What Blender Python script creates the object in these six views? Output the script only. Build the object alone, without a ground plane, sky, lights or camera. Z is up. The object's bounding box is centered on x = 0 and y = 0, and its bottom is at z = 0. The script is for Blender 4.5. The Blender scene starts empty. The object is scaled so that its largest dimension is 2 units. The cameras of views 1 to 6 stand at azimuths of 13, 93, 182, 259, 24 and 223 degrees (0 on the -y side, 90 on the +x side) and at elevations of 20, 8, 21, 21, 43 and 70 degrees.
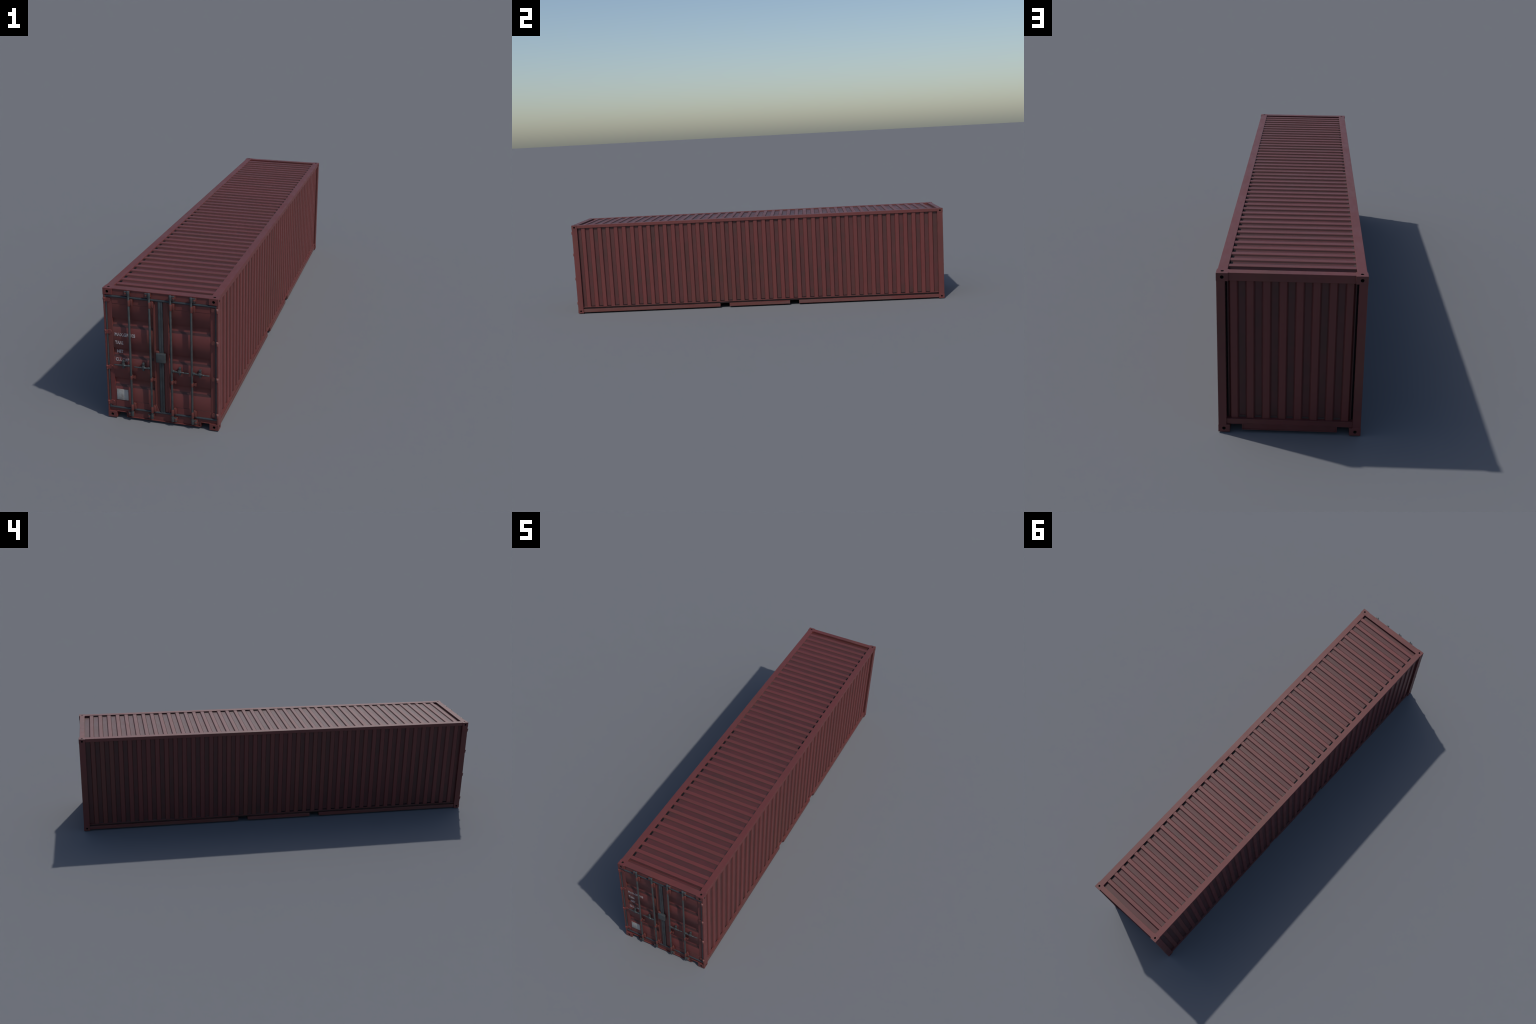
"""Forty-foot corrugated steel shipping container, red paint, double doors at the -y end."""
import bpy, bmesh, math, random
from mathutils import Vector, Matrix

random.seed(7)

# ------------------------------------------------------------------ overall sizes (metres, scaled)
HX = 0.200                      # half width over the corner castings
Y0, Y1 = -0.9915, 1.0           # door end / blind end casting faces
TOP = 0.4845                    # casting top
CX, CZ = 0.0325, 0.0232         # casting width and height
CY = 0.0298                     # casting length along the container
PITCH = 0.04443                 # corrugation pitch on walls and roof
CREST0 = -0.9305                # first wall crest centre
N_CREST = 43

# ------------------------------------------------------------------ materials
class Nodes:
    """Small helper that wires a node tree with short calls."""
    def __init__(self, name):
        self.mat = bpy.data.materials.new(name)
        self.mat.use_nodes = True
        self.t = self.mat.node_tree
        self.bsdf = self.t.nodes["Principled BSDF"]
        self.coord = self.t.nodes.new("ShaderNodeTexCoord").outputs["Object"]

    def new(self, kind, **inputs):
        n = self.t.nodes.new(kind)
        for k, v in inputs.items():
            self.put(n.inputs[k.replace("_", " ")], v)
        return n

    def put(self, socket, v):
        if isinstance(v, bpy.types.NodeSocket):
            self.t.links.new(v, socket)
        else:
            socket.default_value = v

    def math(self, op, a, b=0.0, clamp=False):
        n = self.t.nodes.new("ShaderNodeMath")
        n.operation, n.use_clamp = op, clamp
        self.put(n.inputs[0], a)
        self.put(n.inputs[1], b)
        return n.outputs[0]

    def noise(self, scale, stretch=(1, 1, 1), detail=4.0, rough=0.55, shift=0.0):
        m = self.t.nodes.new("ShaderNodeMapping")
        self.t.links.new(self.coord, m.inputs["Vector"])
        m.inputs["Scale"].default_value = stretch
        m.inputs["Location"].default_value = (shift, shift * 0.7, shift * 1.3)
        n = self.new("ShaderNodeTexNoise", Vector=m.outputs[0], Scale=scale, Detail=detail, Roughness=rough)
        return n.outputs["Fac"]

    def ramp(self, v, lo, hi, out_lo=0.0, out_hi=1.0):
        n = self.t.nodes.new("ShaderNodeMapRange")
        n.interpolation_type = "SMOOTHSTEP"
        for k, x in zip(("Value", "From Min", "From Max", "To Min", "To Max"), (v, lo, hi, out_lo, out_hi)):
            self.put(n.inputs[k], x)
        return n.outputs["Result"]

    def mix(self, fac, a, b):
        n = self.t.nodes.new("ShaderNodeMix")
        n.data_type = "RGBA"
        self.put(n.inputs[0], fac)
        self.put(n.inputs[6], a if isinstance(a, bpy.types.NodeSocket) else (*a, 1))
        self.put(n.inputs[7], b if isinstance(b, bpy.types.NodeSocket) else (*b, 1))
        return n.outputs[2]

    def axis(self, i):
        n = self.t.nodes.new("ShaderNodeSeparateXYZ")
        self.t.links.new(self.coord, n.inputs[0])
        return n.outputs[i]

    def finish(self, color, rough, metallic=0.0, bump=None, bump_strength=0.15, spec=0.5):
        b = self.bsdf
        self.put(b.inputs["Base Color"], color if isinstance(color, bpy.types.NodeSocket) else (*color, 1))
        self.put(b.inputs["Roughness"], rough)
        b.inputs["Metallic"].default_value = metallic
        b.inputs["Specular IOR Level"].default_value = spec
        if bump is not None:
            n = self.new("ShaderNodeBump", Height=bump, Strength=bump_strength, Distance=0.0006)
            self.t.links.new(n.outputs[0], b.inputs["Normal"])
        return self.mat


RED = (0.133, 0.0318, 0.0302)          # clean container paint
BROWN = (0.120, 0.0365, 0.0268)        # paint where rust bleeds through
GRIME = (0.060, 0.0248, 0.0225)        # road film in the hollows
DUST = (0.118, 0.060, 0.055)         # pale dust film


def paint(name, streak=(1, 1, 1), hollow=None, dust=0.0, ledge=False, grime_max=0.9, soil=0.20, film=GRIME, flank=0.0):
    """Weathered red paint. hollow=(axis, crest, recess): film of grime lying in the corrugation hollows."""
    g = Nodes(name)
    blotch = g.noise(7.0, streak, 5.0)
    rust = g.ramp(g.noise(5.0, streak, 6.0, 0.62, shift=3.1), 0.50, 0.66)
    col = g.mix(g.math("MULTIPLY", rust, 0.6), RED, BROWN)
    col = g.mix(g.ramp(blotch, 0.38, 0.72, 0.0, soil), col, GRIME)
    if dust:
        col = g.mix(g.math("MULTIPLY", g.ramp(g.noise(22.0, streak, 5.0, shift=9.0), 0.35, 0.75), dust), col, DUST)
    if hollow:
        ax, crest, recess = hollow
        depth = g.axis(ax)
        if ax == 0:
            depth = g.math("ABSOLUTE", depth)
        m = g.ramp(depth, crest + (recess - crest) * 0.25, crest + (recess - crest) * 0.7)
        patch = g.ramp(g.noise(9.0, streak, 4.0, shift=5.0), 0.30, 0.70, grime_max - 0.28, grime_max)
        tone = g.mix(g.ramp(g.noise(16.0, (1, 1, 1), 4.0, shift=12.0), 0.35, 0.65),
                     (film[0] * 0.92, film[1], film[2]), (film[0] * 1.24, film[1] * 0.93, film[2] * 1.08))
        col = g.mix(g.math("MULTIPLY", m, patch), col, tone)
        if flank:                        # darker, matt tone on the sloping sides of the corrugation
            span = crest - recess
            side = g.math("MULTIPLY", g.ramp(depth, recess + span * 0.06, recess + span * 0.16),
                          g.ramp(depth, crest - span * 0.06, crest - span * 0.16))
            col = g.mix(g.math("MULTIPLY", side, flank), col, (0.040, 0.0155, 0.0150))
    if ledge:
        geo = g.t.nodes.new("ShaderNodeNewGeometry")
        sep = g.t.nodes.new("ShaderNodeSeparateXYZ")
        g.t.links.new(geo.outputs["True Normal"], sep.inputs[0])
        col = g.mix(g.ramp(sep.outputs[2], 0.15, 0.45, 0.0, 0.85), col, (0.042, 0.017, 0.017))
    rough = g.ramp(g.noise(40.0, streak, 4.0, shift=2.0), 0.25, 0.75, 0.42, 0.54)
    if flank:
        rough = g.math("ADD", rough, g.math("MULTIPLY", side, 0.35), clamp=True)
    return g.finish(col, rough, bump=g.noise(220.0, (1, 1, 1), 3.0), bump_strength=0.08, spec=0.42)


M = {}
M["frame"] = paint("frame_paint", (1, 1, 0.8), dust=0.12, soil=0.40)
M["rail"] = paint("rail_paint", (1, 0.35, 1), dust=0.15)
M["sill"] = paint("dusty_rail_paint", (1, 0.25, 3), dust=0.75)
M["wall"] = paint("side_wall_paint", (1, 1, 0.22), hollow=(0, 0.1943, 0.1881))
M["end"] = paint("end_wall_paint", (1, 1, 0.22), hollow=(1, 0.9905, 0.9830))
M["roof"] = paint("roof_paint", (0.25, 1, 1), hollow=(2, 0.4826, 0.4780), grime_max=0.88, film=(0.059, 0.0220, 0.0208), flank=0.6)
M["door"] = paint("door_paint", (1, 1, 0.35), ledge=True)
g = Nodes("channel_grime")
M["channel"] = g.finish(g.mix(g.ramp(g.noise(14.0, (1, 0.3, 1)), 0.35, 0.7), (0.034, 0.0125, 0.0115), (0.055, 0.021, 0.019)), 0.6)  # red darkened to carry the shadow band below the rail lip

g = Nodes("bracket_paint")
M["bracket"] = g.finish(g.mix(g.ramp(g.noise(60.0), 0.4, 0.7), (0.126, 0.032, 0.027), (0.102, 0.034, 0.029)), 0.5)
g = Nodes("galvanised_steel")
M["steel"] = g.finish(g.mix(g.ramp(g.noise(50.0), 0.35, 0.7), (0.064, 0.072, 0.075), (0.046, 0.052, 0.055)), 0.42, 0.2)
g = Nodes("dark_steel")
M["dark_steel"] = g.finish(g.mix(g.ramp(g.noise(80.0), 0.35, 0.7), (0.064, 0.072, 0.075), (0.040, 0.045, 0.048)), 0.48, 0.2)
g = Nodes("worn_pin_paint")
M["worn"] = g.finish(g.mix(g.ramp(g.noise(120.0), 0.4, 0.65), (0.17, 0.062, 0.056), (0.22, 0.115, 0.105)), 0.38)  # lightened red: the sun highlight on the right-hand pins is in this colour
g = Nodes("rubber_gasket")
M["rubber"] = g.finish(g.mix(g.ramp(g.noise(30.0), 0.35, 0.7), (0.038, 0.044, 0.050), (0.026, 0.030, 0.035)), 0.42)
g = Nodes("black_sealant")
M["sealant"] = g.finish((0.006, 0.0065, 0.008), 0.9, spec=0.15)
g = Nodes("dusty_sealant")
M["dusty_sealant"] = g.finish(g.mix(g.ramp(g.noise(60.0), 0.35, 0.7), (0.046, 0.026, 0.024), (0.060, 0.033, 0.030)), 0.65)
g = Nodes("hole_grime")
M["hole"] = g.finish((0.008, 0.006, 0.006), 0.9)  # bore faces coloured near-black so the holes read as unlit
g = Nodes("underside_coating")
M["under"] = g.finish(g.mix(g.ramp(g.noise(20.0), 0.35, 0.7), (0.020, 0.018, 0.018), (0.032, 0.022, 0.020)), 0.8)
g = Nodes("stencil_paint")
M["stencil"] = g.finish(g.mix(g.ramp(g.noise(90.0, detail=6.0), 0.42, 0.60), (0.42, 0.37, 0.38), (0.24, 0.17, 0.17)), 0.6)
g = Nodes("plate_white")
M["plate"] = g.finish(g.mix(g.ramp(g.noise(38.0, detail=5.0), 0.38, 0.66), (0.36, 0.355, 0.345), (0.22, 0.195, 0.175)), 0.45)

# ------------------------------------------------------------------ object helpers
SCENE = bpy.context.scene.collection


def add(name, mesh, parent, mats=(), stuff=False):
    ob = bpy.data.objects.new(name, mesh)
    for m in mats:
        if m.name not in [x.name for x in mesh.materials if x]:
            mesh.materials.append(m)
    SCENE.objects.link(ob)
    ob.parent = parent
    if stuff:
        ob["kind"] = "stuff"
    return ob


def to_mesh(bm, name, smooth_angle=35):
    me = bpy.data.meshes.new(name)
    bmesh.ops.recalc_face_normals(bm, faces=bm.faces)
    bm.to_mesh(me)
    bm.free()
    if smooth_angle:
        me.shade_smooth()
        me.set_sharp_from_angle(angle=math.radians(smooth_angle))
    return me


def box_into(bm, x0, x1, y0, y1, z0, z1, bevel=0.0, seg=2):
    vs = bmesh.ops.create_cube(bm, size=1.0)["verts"]
    bmesh.ops.scale(bm, verts=vs, vec=(x1 - x0, y1 - y0, z1 - z0))
    bmesh.ops.translate(bm, verts=vs, vec=((x0 + x1) / 2, (y0 + y1) / 2, (z0 + z1) / 2))
    if bevel:
        es = list({e for v in vs for e in v.link_edges})
        bmesh.ops.bevel(bm, geom=es, offset=bevel, segments=seg, affect="EDGES", profile=0.5)


def rod_into(bm, a, b, r, seg=16, r2=None, round_end=0.0):
    """Cylinder from a to b, optionally with chamfered ends."""
    a, b = Vector(a), Vector(b)
    vs = bmesh.ops.create_cone(bm, cap_ends=True, segments=seg, radius1=r, radius2=r if r2 is None else r2,
                               depth=(b - a).length)["verts"]
    rot = (b - a).to_track_quat("Z", "Y").to_matrix().to_4x4()
    if round_end:
        es = [e for e in {e for v in vs for e in v.link_edges} if any(len(f.verts) > 4 for f in e.link_faces)]
        res = bmesh.ops.bevel(bm, geom=es, offset=round_end, segments=2, affect="EDGES", profile=0.5)
        vs = list({v for v in vs if v.is_valid} | set(res["verts"]))
    bmesh.ops.transform(bm, matrix=Matrix.Translation((a + b) / 2) @ rot, verts=vs)


def prism_into(bm, pts, to3d, t0, t1, bevel=0.0):
    """Extrude the polygon pts from t0 to t1; to3d(u, v, t) places it."""
    lo = [bm.verts.new(to3d(u, v, t0)) for u, v in pts]
    hi = [bm.verts.new(to3d(u, v, t1)) for u, v in pts]
    fs = [bm.faces.new(lo), bm.faces.new(hi[::-1])]
    for i in range(len(pts)):
        j = (i + 1) % len(pts)
        fs.append(bm.faces.new((lo[i], lo[j], hi[j], hi[i])))
    if bevel:
        es = list({e for f in fs for e in f.edges})
        bmesh.ops.bevel(bm, geom=es, offset=bevel, segments=1, affect="EDGES")


def boxes(name, parent, mat, specs, bevel=0.0008, stuff=False):
    bm = bmesh.new()
    for s in specs:
        box_into(bm, *s, bevel=bevel)
    return add(name, to_mesh(bm, name, 20), parent, [mat], stuff)


def boolean_cut(me, cutter_me, mats):
    """Subtract cutter from me, keep the cutter's material in the bored holes."""
    a = bpy.data.objects.new("cut_a", me)
    b = bpy.data.objects.new("cut_b", cutter_me)
    for m in mats:
        me.materials.append(m)
        cutter_me.materials.append(m)
    for p in cutter_me.polygons:
        p.material_index = 1
    SCENE.objects.link(a)
    SCENE.objects.link(b)
    mod = a.modifiers.new("cut", "BOOLEAN")
    mod.object, mod.operation, mod.solver = b, "DIFFERENCE", "EXACT"
    bpy.context.view_layer.update()
    out = bpy.data.meshes.new_from_object(a.evaluated_get(bpy.context.evaluated_depsgraph_get()))
    bpy.data.objects.remove(a)
    bpy.data.objects.remove(b)
    return out


def corrugation(centres, start, end, crest_w, slope_w, crest, recess, round_r=0.0008, end_recess=None):
    """Trapezoid profile (s, depth) that begins and ends in a recess, folds slightly rounded."""
    raw = [(start, recess)]
    for c in centres:
        h = crest_w / 2
        raw += [(c - h - slope_w, recess), (c - h, crest), (c + h, crest), (c + h + slope_w, recess)]
    raw.append((end, recess))
    if end_recess is not None:               # the hollow beside each end header is pressed deeper
        raw[:2] = [(start, end_recess), (raw[1][0], end_recess)]
        raw[-2:] = [(raw[-2][0], end_recess), (end, end_recess)]
    raw = [p for i, p in enumerate(raw) if i in (0, len(raw) - 1) or start + 1e-4 < p[0] < end - 1e-4]
    out = [raw[0]]
    for a, p, b in zip(raw, raw[1:], raw[2:]):
        va, vb = Vector(a) - Vector(p), Vector(b) - Vector(p)
        va.normalize()
        vb.normalize()
        q = Vector(p)
        p0, p2 = q + va * round_r, q + vb * round_r
        mid = (p0 + p2) / 4 + q / 2
        out += [tuple(p0), tuple(mid), tuple(p2)]
    out.append(raw[-1])
    return out


def sheet(name, parent, mat, prof, to3d, t0, t1, thick, cuts=6):
    """Corrugated sheet of given thickness (thick is signed along the depth axis)."""
    bm = bmesh.new()
    ts = [t0 + (t1 - t0) * i / cuts for i in range(cuts + 1)]
    front = [[bm.verts.new(to3d(s, d, t)) for s, d in prof] for t in ts]
    back = [[bm.verts.new(to3d(s, d + thick, t)) for s, d in prof] for t in ts]
    n = len(prof)
    for i in range(cuts):
        for j in range(n - 1):
            bm.faces.new((front[i][j], front[i][j + 1], front[i + 1][j + 1], front[i + 1][j]))
            bm.faces.new((back[i][j], back[i + 1][j], back[i + 1][j + 1], back[i][j + 1]))
        for j in (0, n - 1):
            bm.faces.new((front[i][j], front[i + 1][j], back[i + 1][j], back[i][j]))
    for i in (0, cuts):
        for j in range(n - 1):
            bm.faces.new((front[i][j], back[i][j], back[i][j + 1], front[i][j + 1]))
    return add(name, to_mesh(bm, name, 8), parent, [mat])


def end_caps(name, parent, mat, centres, floor_w, slope_w, crest, recess, to3d, foot, height):
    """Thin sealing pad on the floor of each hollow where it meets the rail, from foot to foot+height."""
    bm = bmesh.new()
    for c in centres:
        h = floor_w / 2
        k = 0.22
        top = recess + (crest - recess) * k
        low = recess - (crest - recess) * 0.10
        pts = [(c - h, low, foot), (c + h, low, foot), (c + h + slope_w * k, top, foot), (c - h - slope_w * k, top, foot),
               (c - h, low, foot + height), (c + h, low, foot + height),
               (c + h + slope_w * 0.2, recess + (crest - recess) * 0.14, foot + height),
               (c - h - slope_w * 0.2, recess + (crest - recess) * 0.14, foot + height)]
        v = [bm.verts.new(to3d(*p)) for p in pts]
        for f in ((0, 1, 2, 3), (4, 5, 6, 7), (0, 1, 5, 4), (1, 2, 6, 5), (2, 3, 7, 6), (3, 0, 4, 7)):
            bm.faces.new([v[i] for i in f])
    return add(name, to_mesh(bm, name, 0), parent, [mat], True)


# ------------------------------------------------------------------ the container
root = bpy.data.objects.new("shipping_container", None)
SCENE.objects.link(root)
root["label"] = "long weathered red corrugated steel shipping container with double doors"
root["category"] = "shipping container"

# corner castings: rounded blocks with a bored hole in each outer face
for sx in (-1, 1):
    for sy in (-1, 1):
        for sz in (-1, 1):
            bm = bmesh.new()
            x0, x1 = sorted((sx * HX, sx * (HX - CX)))
            ye = Y0 if sy < 0 else Y1
            y0, y1 = sorted((ye, ye - sy * CY))
            ze = 0.0 if sz < 0 else TOP
            z0, z1 = sorted((ze, ze - sz * CZ))
            box_into(bm, x0, x1, y0, y1, z0, z1, 0.0009)
            me = to_mesh(bm, "corner_casting")
            bm = bmesh.new()
            cx, cy, cz = sx * 0.184, ye - sy * 0.0150, ze - sz * 0.0118
            rod_into(bm, (sx * (HX + 0.01), cy, cz), (sx * (HX - 0.016), cy, cz), 0.0047, 20)
            rod_into(bm, (cx, ye + sy * 0.01, cz), (cx, ye - sy * 0.016, cz), 0.0049, 20)
            rod_into(bm, (cx, cy, ze + sz * 0.01), (cx, cy, ze - sz * 0.014), 0.0047, 20)
            bmesh.ops.recalc_face_normals(bm, faces=bm.faces)
            cut = bpy.data.meshes.new("cut")
            bm.to_mesh(cut)
            bm.free()
            me = boolean_cut(me, cut, [M["frame"], M["hole"]])
            me.name = "corner_casting"
            me.shade_smooth()
            me.set_sharp_from_angle(angle=math.radians(20))
            add("corner_casting", me, root)

# corner posts
for sx in (-1, 1):
    xs = sorted((sx * 0.1995, sx * 0.1765))
    boxes("corner_post", root, M["frame"], [(xs[0], xs[1], 0.9702, 0.9992, CZ - 0.001, TOP - CZ + 0.001)], 0.001)
    outer = sorted((sx * 0.1995, sx * 0.1935))
    inner = sorted((sx * 0.1995, sx * 0.180))
    boxes("corner_post", root, M["frame"],
          [(outer[0], outer[1], -0.9908, -0.9620, CZ - 0.001, TOP - CZ + 0.001),
           (inner[0] + 0.0003 * (sx < 0), inner[1] - 0.0003 * (sx > 0), -0.9800, -0.9625, CZ - 0.001, TOP - CZ + 0.001)], 0.0009)

# rails along the length
for sx in (-1, 1):
    xs = sorted((sx * 0.1712, sx * 0.1978))
    boxes("top_side_rail", root, M["rail"], [(xs[0], xs[1], Y0 + CY - 0.002, Y1 - CY + 0.002, 0.4678, 0.4840)], 0.0008)
    lip = sorted((sx * 0.178, sx * 0.1975))
    web = sorted((sx * 0.178, sx * 0.1880))
    low = sorted((sx * 0.181, sx * 0.1965))
    specs = [(lip[0], lip[1], Y0 + CY - 0.002, Y1 - CY + 0.002, 0.0318, 0.0342)]
    for ya, yb in ((Y0 + CY - 0.002, -0.2095), (-0.1594, 0.1690), (0.2185, Y1 - CY + 0.002)):
        specs.append((low[0], low[1], ya, yb, 0.0046, 0.0222))
    rail = boxes("bottom_side_rail", root, M["sill"], specs, 0.0006)
    boxes("rail_web", rail, M["channel"], [(web[0], web[1], Y0 + CY - 0.002, Y1 - CY + 0.002, 0.0215, 0.0325)], 0.0004)

# end frame, blind end (+y)
boxes("end_header", root, M["frame"], [(-0.169, 0.169, 0.9722, 0.9955, 0.4612, 0.4843)], 0.0008)
boxes("end_sill", root, M["frame"],
      [(-0.178, 0.178, 0.9750, 0.9950, 0.0242, 0.0408), (-0.1325, 0.1325, 0.9760, 0.9935, 0.0075, 0.0250),
       (-0.1335, 0.1335, 0.9760, 0.9962, 0.0064, 0.0084), (-0.1335, -0.1315, 0.9760, 0.9962, 0.0070, 0.0244),
       (0.1315, 0.1335, 0.9760, 0.9962, 0.0070, 0.0244), (-0.177, 0.177, 0.9760, 0.9962, 0.0240, 0.0256),
       (-0.178, 0.178, 0.9750, 0.9965, 0.0392, 0.0412)], 0.0005)

# door end frame (-y)
header = boxes("door_header", root, M["frame"],
               [(-0.169, 0.169, -0.9868, -0.9625, 0.4600, 0.4826), (-0.169, 0.169, -0.9892, -0.9618, 0.4815, 0.4843)], 0.0006)
sill = boxes("door_sill", root, M["frame"],
             [(-0.194, 0.194, -0.9860, -0.9650, 0.0235, 0.0372), (-0.1310, 0.1362, -0.9855, -0.9650, 0.0062, 0.0250),
              (-0.1320, 0.1372, -0.9898, -0.9650, 0.0055, 0.0076), (-0.1320, -0.1298, -0.9898, -0.9650, 0.0060, 0.0245),
              (0.1350, 0.1372, -0.9898, -0.9650, 0.0060, 0.0245), (-0.1690, -0.1300, -0.9898, -0.9650, 0.0232, 0.0252),
              (0.1352, 0.1690, -0.9898, -0.9650, 0.0232, 0.0252)], 0.0005)

# corrugated side walls
wall_crests = [CREST0 + PITCH * k for k in range(N_CREST)]
wall_hollows = [CREST0 + PITCH * (k - 0.5) for k in range(N_CREST + 1)]
CREST_X, RECESS_X = 0.1943, 0.1881
for sx in (-1, 1):
    prof = corrugation(wall_crests, -0.9640, 0.9715, 0.0180, 0.0040, CREST_X, RECESS_X)
    place = lambda s, d, t, sx=sx: (sx * d, s, t)
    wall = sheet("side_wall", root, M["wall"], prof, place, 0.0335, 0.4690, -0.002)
    dark = [c for c in wall_hollows[1:-1] if sx > 0 or c < 0.01]
    pale = [c for c in wall_hollows[1:-1] if not (sx > 0 or c < 0.01)]
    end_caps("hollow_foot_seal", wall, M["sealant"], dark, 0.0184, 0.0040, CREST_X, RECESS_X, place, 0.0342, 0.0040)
    if pale:
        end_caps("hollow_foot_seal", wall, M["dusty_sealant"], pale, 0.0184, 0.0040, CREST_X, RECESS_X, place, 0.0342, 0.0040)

# corrugated blind end wall
end_crests = [(k - 3.5) * 0.0442 for k in range(8)]
prof = corrugation(end_crests, -0.1720, 0.1720, 0.0172, 0.0052, 0.9905, 0.9830)
place_end = lambda s, d, t: (s, d, t)
end_wall = sheet("end_wall", root, M["end"], prof, place_end, 0.0400, 0.4640, -0.002)
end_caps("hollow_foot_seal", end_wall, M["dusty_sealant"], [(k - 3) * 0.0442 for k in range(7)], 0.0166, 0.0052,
         0.9905, 0.9830, place_end, 0.0408, 0.0050)
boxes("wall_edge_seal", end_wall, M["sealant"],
      [(sx * 0.1742 - 0.0026, sx * 0.1742 + 0.0026, 0.9760, 0.9812, 0.0405, 0.4625) for sx in (-1, 1)], 0.0004)

# corrugated roof
roof_crests = [0.9370 - 0.04452 * k for k in range(43)][::-1]
roof_hollows = [0.9370 - 0.04452 * (k + 0.5) for k in range(42)]
CREST_Z, RECESS_Z = 0.4826, 0.4780
prof = corrugation(roof_crests, -0.9640, 0.9740, 0.0160, 0.0042, CREST_Z, RECESS_Z, end_recess=0.4738)
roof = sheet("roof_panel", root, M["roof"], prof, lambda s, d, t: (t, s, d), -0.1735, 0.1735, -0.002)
for sx in (-1, 1):
    place = lambda s, d, t, sx=sx: (sx * t, s, d)
    dark = [c for c in roof_hollows if c * sx > 0.015 * sx]
    pale = [c for c in roof_hollows if not c * sx > 0.015 * sx]
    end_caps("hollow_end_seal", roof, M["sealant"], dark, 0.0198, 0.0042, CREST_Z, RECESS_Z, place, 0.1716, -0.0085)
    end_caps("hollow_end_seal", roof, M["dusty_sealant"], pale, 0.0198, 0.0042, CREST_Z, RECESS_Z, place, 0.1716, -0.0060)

# floor, cross members and fork pockets underneath
boxes("floor", root, M["under"], [(-0.180, 0.180, -0.962, 0.975, 0.0270, 0.0315)], 0.0)
members = [y for y in (-0.94 + 0.0485 * k for k in range(40)) if not (-0.225 < y < -0.145 or 0.155 < y < 0.235)]
boxes("cross_member", root, M["under"], [(-0.1805, 0.1805, y - 0.004, y + 0.004, 0.0080, 0.0275) for y in members], 0.0, True)
boxes("fork_pocket", root, M["under"],
      [s for ya, yb in ((-0.2095, -0.1594), (0.1690, 0.2185)) for s in
       ((-0.1800, 0.1800, ya - 0.003, ya - 0.0004, 0.0060, 0.0272), (-0.1800, 0.1800, yb + 0.0004, yb + 0.003, 0.0060, 0.0272))], 0.0)

# ------------------------------------------------------------------ doors
FRAME_Y = -0.9857               # door frame and panel crest plane
PANEL_IN = 0.0062               # depth of the panel hollows
Z_LOW, Z_HIGH = 0.0385, 0.4520
PANEL_LOW, PANEL_HIGH = 0.0675, 0.4290
STEP = 0.112                    # pitch of the horizontal door hollows


def door_profile():
    """(z, y) from the top of the panel to the bottom: three hollows with sloping lips."""
    pts = [(PANEL_HIGH, FRAME_Y)]
    for k in range(3):
        z = 0.379 - STEP * k
        pts += [(z, FRAME_Y), (z - 0.0045, FRAME_Y + PANEL_IN), (z - 0.0275, FRAME_Y + PANEL_IN), (z - 0.0342, FRAME_Y)]
    pts.append((PANEL_LOW, FRAME_Y))
    return pts


PROFILE = door_profile()


def panel_y(z):
    for (za, ya), (zb, yb) in zip(PROFILE, PROFILE[1:]):
        if zb <= z <= za:
            return ya + (yb - ya) * (za - z) / (za - zb)
    return FRAME_Y


def hinge_mesh(sx):
    """D-shaped strap on the leaf, block on the post and a round pin at the corner."""
    bm = bmesh.new()
    half, flat = 0.0078, 0.0070
    pts = [(0.0, -half), (flat, -half)]
    pts += [(flat + half * 0.9 * math.cos(a), half * math.sin(a)) for a in [math.pi * (i / 8 - 0.5) for i in range(1, 8)]]
    pts += [(flat, half), (0.0, half)]
    prism_into(bm, pts, lambda u, v, t: (sx * (0.1885 - u), t, v), FRAME_Y - 0.0026, FRAME_Y + 0.001, 0.0004)
    a, b = sorted((sx * 0.1880, sx * 0.1965))
    front = -0.9914 if sx < 0 else -0.9866
    box_into(bm, a, b, front, FRAME_Y + 0.004, -0.0072, 0.0072, 0.0008)
    rod_into(bm, (sx * 0.1958, -0.9914, -0.0082), (sx * 0.1958, -0.9914, 0.0000), 0.0034, 14, round_end=0.0008)
    return to_mesh(bm, "hinge")


def bracket_mesh(h, plate_w, z_shift=0.0, plate_h=None):
    """Clamp that wraps the locking rod, with a bolting plate on its +x side; centred on the rod axis."""
    bm = bmesh.new()
    rod_into(bm, (0, 0, -h / 2), (0, 0, h / 2), 0.0045, 16, round_end=0.0005)
    ph = plate_h or h
    box_into(bm, 0.0, 0.0050, -0.0030, 0.0100, -h / 2, h / 2, 0.0006)
    box_into(bm, 0.0035, 0.0035 + plate_w, 0.0012, 0.0060, -ph / 2 + z_shift, ph / 2 + z_shift, 0.0006)
    box_into(bm, 0.0035, 0.0035 + plate_w * 0.55, 0.0055, 0.0102, -ph / 2 + z_shift, ph / 2 + z_shift, 0.0005)
    box_into(bm, -0.0046, 0.0046, 0.0000, 0.0100, -h / 2, h / 2, 0.0005)
    return to_mesh(bm, "rod_bracket")


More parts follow.
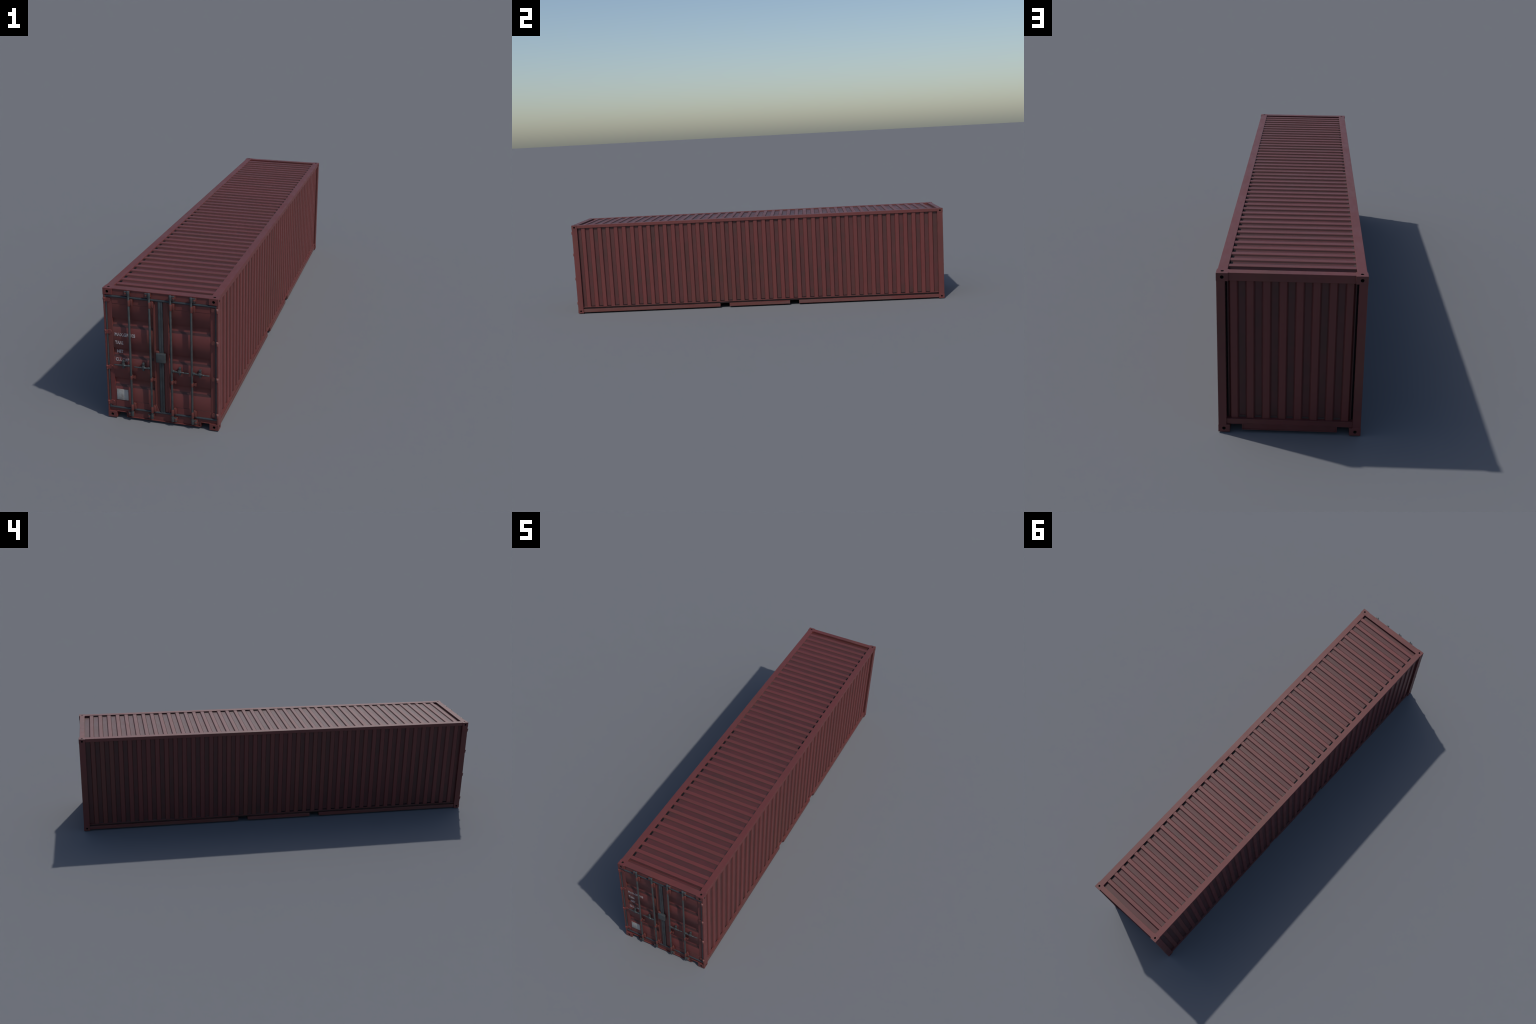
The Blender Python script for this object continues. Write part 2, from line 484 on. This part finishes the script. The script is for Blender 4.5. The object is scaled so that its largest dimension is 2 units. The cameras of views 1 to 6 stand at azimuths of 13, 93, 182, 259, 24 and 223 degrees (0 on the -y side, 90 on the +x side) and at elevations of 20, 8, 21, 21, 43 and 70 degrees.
def small_bracket_mesh():
    bm = bmesh.new()
    rod_into(bm, (0, 0, -0.0068), (0, 0, 0.0068), 0.0044, 16, round_end=0.0005)
    box_into(bm, -0.0040, 0.0040, 0.0, 0.0120, -0.0058, 0.0058, 0.0005)
    prism_into(bm, [(0.0, -0.0035), (0.0095, -0.0060), (0.0095, 0.0060), (0.0, 0.0035)],
               lambda u, v, t: (0.0035 + u, t, v), 0.0040, 0.0070, 0.0004)
    box_into(bm, 0.0105, 0.0130, 0.0050, 0.0130, -0.0050, 0.0050, 0.0004)
    return to_mesh(bm, "rod_bracket")


def handle_mesh(sx):
    """Horizontal lever: hub on the rod, bent bar, tall catch plate and a flat grip."""
    bm = bmesh.new()
    rod_into(bm, (sx * 0.0030, -0.0005, 0), (sx * 0.0095, -0.0005, 0), 0.0046, 14, round_end=0.0008)
    prev = Vector((sx * 0.0080, -0.0005, -0.0005))
    for p, r in (((0.0200, -0.0005, -0.0018), 0.0030), ((0.0270, -0.0012, 0.0), 0.0034), ((0.0330, -0.0008, -0.0010), 0.0032),
                 ((0.0420, 0.0005, -0.0026), 0.0027), ((0.0600, 0.0015, -0.0032), 0.0022)):
        q = Vector((sx * p[0], p[1], p[2]))
        rod_into(bm, prev, q + (q - prev).normalized() * 0.0006, r, 10, round_end=0.0004)
        prev = q
    for z0, z1, w, d in ((0.0040, 0.0158, 0.0036, 0.0035), (-0.0140, -0.0030, 0.0036, 0.0035)):
        xs = sorted((sx * 0.0280 - w, sx * 0.0280 + w))
        box_into(bm, xs[0], xs[1], 0.0005, 0.0005 + d + 0.004, z0, z1, 0.0012)
    box_into(bm, sx * 0.0275 - 0.0046, sx * 0.0275 + 0.0046, -0.0036, 0.0070, -0.0050, 0.0058, 0.0014)
    return to_mesh(bm, "door_handle")


def cam_mesh(sx, up):
    """Cam at the rod end: a socket on the rod and two claws that hook over the keeper."""
    bm = bmesh.new()
    rod_into(bm, (0, 0, -0.0085), (0, 0, 0.0085), 0.0043, 16, round_end=0.0006)
    rod_into(bm, (0, 0, -up * 0.0078), (0, 0, -up * 0.0098), 0.0048, 16)
    for z in (0.0052, -0.0056):
        xs = sorted((0.0, sx * 0.0145))
        box_into(bm, xs[0], xs[1], -0.0016, 0.0040, z - 0.0013, z + 0.0013, 0.0005)
    xs = sorted((sx * 0.0035, sx * 0.0062))
    box_into(bm, xs[0], xs[1], -0.0014, 0.0040, -0.0056, 0.0052, 0.0004)
    return to_mesh(bm, "locking_cam")


def keeper_mesh(sx, up):
    """Keeper welded on the header or sill: base plate and a round stud."""
    bm = bmesh.new()
    xs = sorted((-sx * 0.0045, sx * 0.0165))
    box_into(bm, xs[0], xs[1], 0.0062, 0.0100, -0.0075, 0.0080, 0.0005)
    rod_into(bm, (sx * 0.0105, -0.0022, -0.0003), (sx * 0.0105, 0.0080, -0.0003), 0.0040, 14, round_end=0.0008)
    if up > 0:
        xs = sorted((sx * 0.001, sx * 0.0125))
        box_into(bm, xs[0], xs[1], 0.0055, 0.0090, 0.0076, 0.0092, 0.0004)
    return to_mesh(bm, "cam_keeper")


def hinge_pin_mesh(sx):
    bm = bmesh.new()
    rod_into(bm, (sx * 0.1958, -0.9918, 0.0004), (sx * 0.1958, -0.9918, 0.0082), 0.0041, 14, round_end=0.0013)
    return to_mesh(bm, "hinge_pin", 60)


BRACKET_TOP = bracket_mesh(0.0215, 0.0095, 0.0015)
BRACKET_LOW = bracket_mesh(0.0225, 0.0100, 0.0035)
BRACKET_MID = small_bracket_mesh()
HANDLE = {s: handle_mesh(s) for s in (-1, 1)}
CAM = {(s, u): cam_mesh(s, u) for s in (-1, 1) for u in (-1, 1)}
KEEPER = {(s, u): keeper_mesh(s, u) for s in (-1, 1) for u in (-1, 1)}
ROD_Y = -0.9953
RODS = {-1: (-0.1078, -0.0356), 1: (0.0378, 0.1090)}


def put(name, mesh, parent, mat, loc):
    ob = add(name, mesh, parent, [mat])
    ob.location = loc
    return ob


for sx in (-1, 1):
    xo, xi = sx * 0.1885, sx * 0.0082            # outer and inner door edge
    po, pi = sx * 0.1715, sx * 0.0270            # panel edges
    lo, hi = lambda a, b: min(a, b), lambda a, b: max(a, b)
    span = lambda a, b: (min(a, b), max(a, b))
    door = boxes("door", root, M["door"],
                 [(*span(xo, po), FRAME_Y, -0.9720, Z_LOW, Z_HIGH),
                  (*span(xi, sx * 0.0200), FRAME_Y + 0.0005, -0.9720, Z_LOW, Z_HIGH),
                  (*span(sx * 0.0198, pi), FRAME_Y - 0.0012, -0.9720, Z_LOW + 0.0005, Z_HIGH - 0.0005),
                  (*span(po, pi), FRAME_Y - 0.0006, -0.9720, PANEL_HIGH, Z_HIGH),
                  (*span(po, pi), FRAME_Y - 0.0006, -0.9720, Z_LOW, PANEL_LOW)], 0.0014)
    # pressed panel with horizontal hollows, smooth like the pressing it is
    bm = bmesh.new()
    cols = 6
    xs = [po + (pi - po) * i / cols for i in range(cols + 1)]
    rows = [[bm.verts.new((x, y + 0.0002, z)) for x in xs] for z, y in PROFILE]
    rear = [[bm.verts.new((x, y + 0.0030, z)) for x in xs] for z, y in PROFILE]
    for grid, flip in ((rows, False), (rear, True)):
        for r0, r1 in zip(grid, grid[1:]):
            for i in range(cols):
                f = (r0[i], r0[i + 1], r1[i + 1], r1[i])
                bm.faces.new(f[::-1] if flip else f)
    for i in range(cols):
        bm.faces.new((rows[0][i], rear[0][i], rear[0][i + 1], rows[0][i + 1]))
        bm.faces.new((rows[-1][i], rows[-1][i + 1], rear[-1][i + 1], rear[-1][i]))
    for j in range(len(rows) - 1):
        for i in (0, cols):
            bm.faces.new((rows[j][i], rows[j + 1][i], rear[j + 1][i], rear[j][i]))
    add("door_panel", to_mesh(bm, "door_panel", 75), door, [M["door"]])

    # rubber gaskets round the leaf
    bm = bmesh.new()
    for z in (0.4560, 0.0392):
        rod_into(bm, (sx * 0.1945, -0.9866, z), (0.0, -0.9866, z), 0.0038, 14)
    add("door_gasket", to_mesh(bm, "door_gasket", 60), door, [M["rubber"]])
    bm = bmesh.new()
    rod_into(bm, (sx * 0.1912, -0.9868, 0.0400), (sx * 0.1912, -0.9868, 0.4550), 0.0033, 14)
    add("door_gasket", to_mesh(bm, "door_gasket", 60), door, [M["rubber"]])
    bm = bmesh.new()
    a, b = span(-sx * 0.0002, sx * 0.0080)
    box_into(bm, a, b, -0.9890 - 0.0008 * (sx < 0), -0.9760, 0.0375, 0.4560, 0.0016)
    add("door_gasket", to_mesh(bm, "door_gasket", 60), door, [M["rubber"]])

    hinge, pin = hinge_mesh(sx), hinge_pin_mesh(sx)
    for z in (0.4425, 0.3250, 0.1922, 0.0572):
        put("hinge", hinge, door, M["bracket"] if sx > 0 else M["frame"], (0, 0, z))
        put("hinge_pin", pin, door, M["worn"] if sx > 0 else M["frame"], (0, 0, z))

    for x in RODS[sx]:
        bm = bmesh.new()
        rod_into(bm, (x, ROD_Y, 0.0150), (x, ROD_Y, 0.4825), 0.0037, 16, round_end=0.0006)
        add("locking_rod", to_mesh(bm, "locking_rod"), door, [M["steel"]])
        put("rod_bracket", BRACKET_TOP, door, M["bracket"], (x, ROD_Y, 0.4405))
        put("rod_bracket", BRACKET_LOW, door, M["bracket"], (x, ROD_Y, 0.0512))
        put("rod_bracket", BRACKET_MID, door, M["bracket"], (x, ROD_Y, 0.1658))
        put("door_handle", HANDLE[sx], door, M["dark_steel"], (x, ROD_Y + 0.0005, 0.2092))
        put("locking_cam", CAM[sx, 1], door, M["steel"], (x, ROD_Y, 0.4738))
        put("locking_cam", CAM[sx, -1], door, M["steel"], (x, ROD_Y, 0.0240))
        put("cam_keeper", KEEPER[sx, 1], header, M["bracket"], (x, ROD_Y, 0.4735))
        put("cam_keeper", KEEPER[sx, -1], sill, M["bracket"], (x, ROD_Y, 0.0240))

    if sx < 0:
        # lock housing that bridges the gap between the leaves, with its painted hanger
        bm = bmesh.new()
        box_into(bm, -0.0158, 0.0172, -0.9990, -0.9880, 0.2350, 0.2680, 0.0022, 3)
        box_into(bm, -0.0162, 0.0176, -0.9972, -0.9880, 0.2645, 0.2690, 0.0012, 2)
        add("lock_housing", to_mesh(bm, "lock_housing"), door, [M["steel"]])
        bm = bmesh.new()
        box_into(bm, -0.0185, -0.0060, -0.9940, -0.9850, 0.2660, 0.2748, 0.0016)
        box_into(bm, -0.0192, -0.0150, -0.9900, -0.9850, 0.2320, 0.2700, 0.0008)
        add("lock_hanger", to_mesh(bm, "lock_hanger"), door, [M["bracket"]])
        # gusset by the foot of the inner rod
        bm = bmesh.new()
        prism_into(bm, [(-0.0272, 0.0400), (-0.0095, 0.0400), (-0.0232, 0.0690), (-0.0272, 0.0690)],
                   lambda u, v, t: (u, t, v), FRAME_Y - 0.0022, FRAME_Y + 0.001, 0.0004)
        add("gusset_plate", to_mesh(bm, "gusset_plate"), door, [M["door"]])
        # stencilled capacity headings, wrapped on the pressed panel
        for text, x, z, size, wide in (("MAX.GROSS", -0.1655, 0.3120, 0.0162, 0.0735), ("TARE", -0.1645, 0.2820, 0.0162, 0.0290),
                                       ("NET", -0.1618, 0.2468, 0.0162, 0.0232), ("CU. CAP", -0.1650, 0.2188, 0.0162, 0.0485)):
            cu = bpy.data.curves.new("capacity_lettering", "FONT")
            cu.body, cu.size, cu.extrude, cu.offset = text, size, 0.0002, 0.0006
            tmp = bpy.data.objects.new("capacity_lettering", cu)
            SCENE.objects.link(tmp)
            bpy.context.view_layer.update()
            me = bpy.data.meshes.new_from_object(tmp.evaluated_get(bpy.context.evaluated_depsgraph_get()))
            bpy.data.objects.remove(tmp)
            bm = bmesh.new()
            bm.from_mesh(me)
            for lv in range(1, 8):
                cut = 0.0115 * lv / 8
                bmesh.ops.bisect_plane(bm, geom=bm.verts[:] + bm.edges[:] + bm.faces[:], plane_co=(0, cut, 0), plane_no=(0, 1, 0))
            right = max(v.co.x for v in bm.verts)
            for v in bm.verts:
                zz = z + v.co.y
                v.co = (x + v.co.x * wide / right, panel_y(zz) - 0.0006 - v.co.z, zz)
            bm.to_mesh(me)
            bm.free()
            add("capacity_lettering", me, door, [M["stencil"]])
        bm = bmesh.new()
        box_into(bm, -0.1660, -0.1245, FRAME_Y - 0.0010, FRAME_Y + 0.0004, 0.0695, 0.1100, 0.0003)
        add("safety_plate", to_mesh(bm, "safety_plate"), door, [M["plate"]])
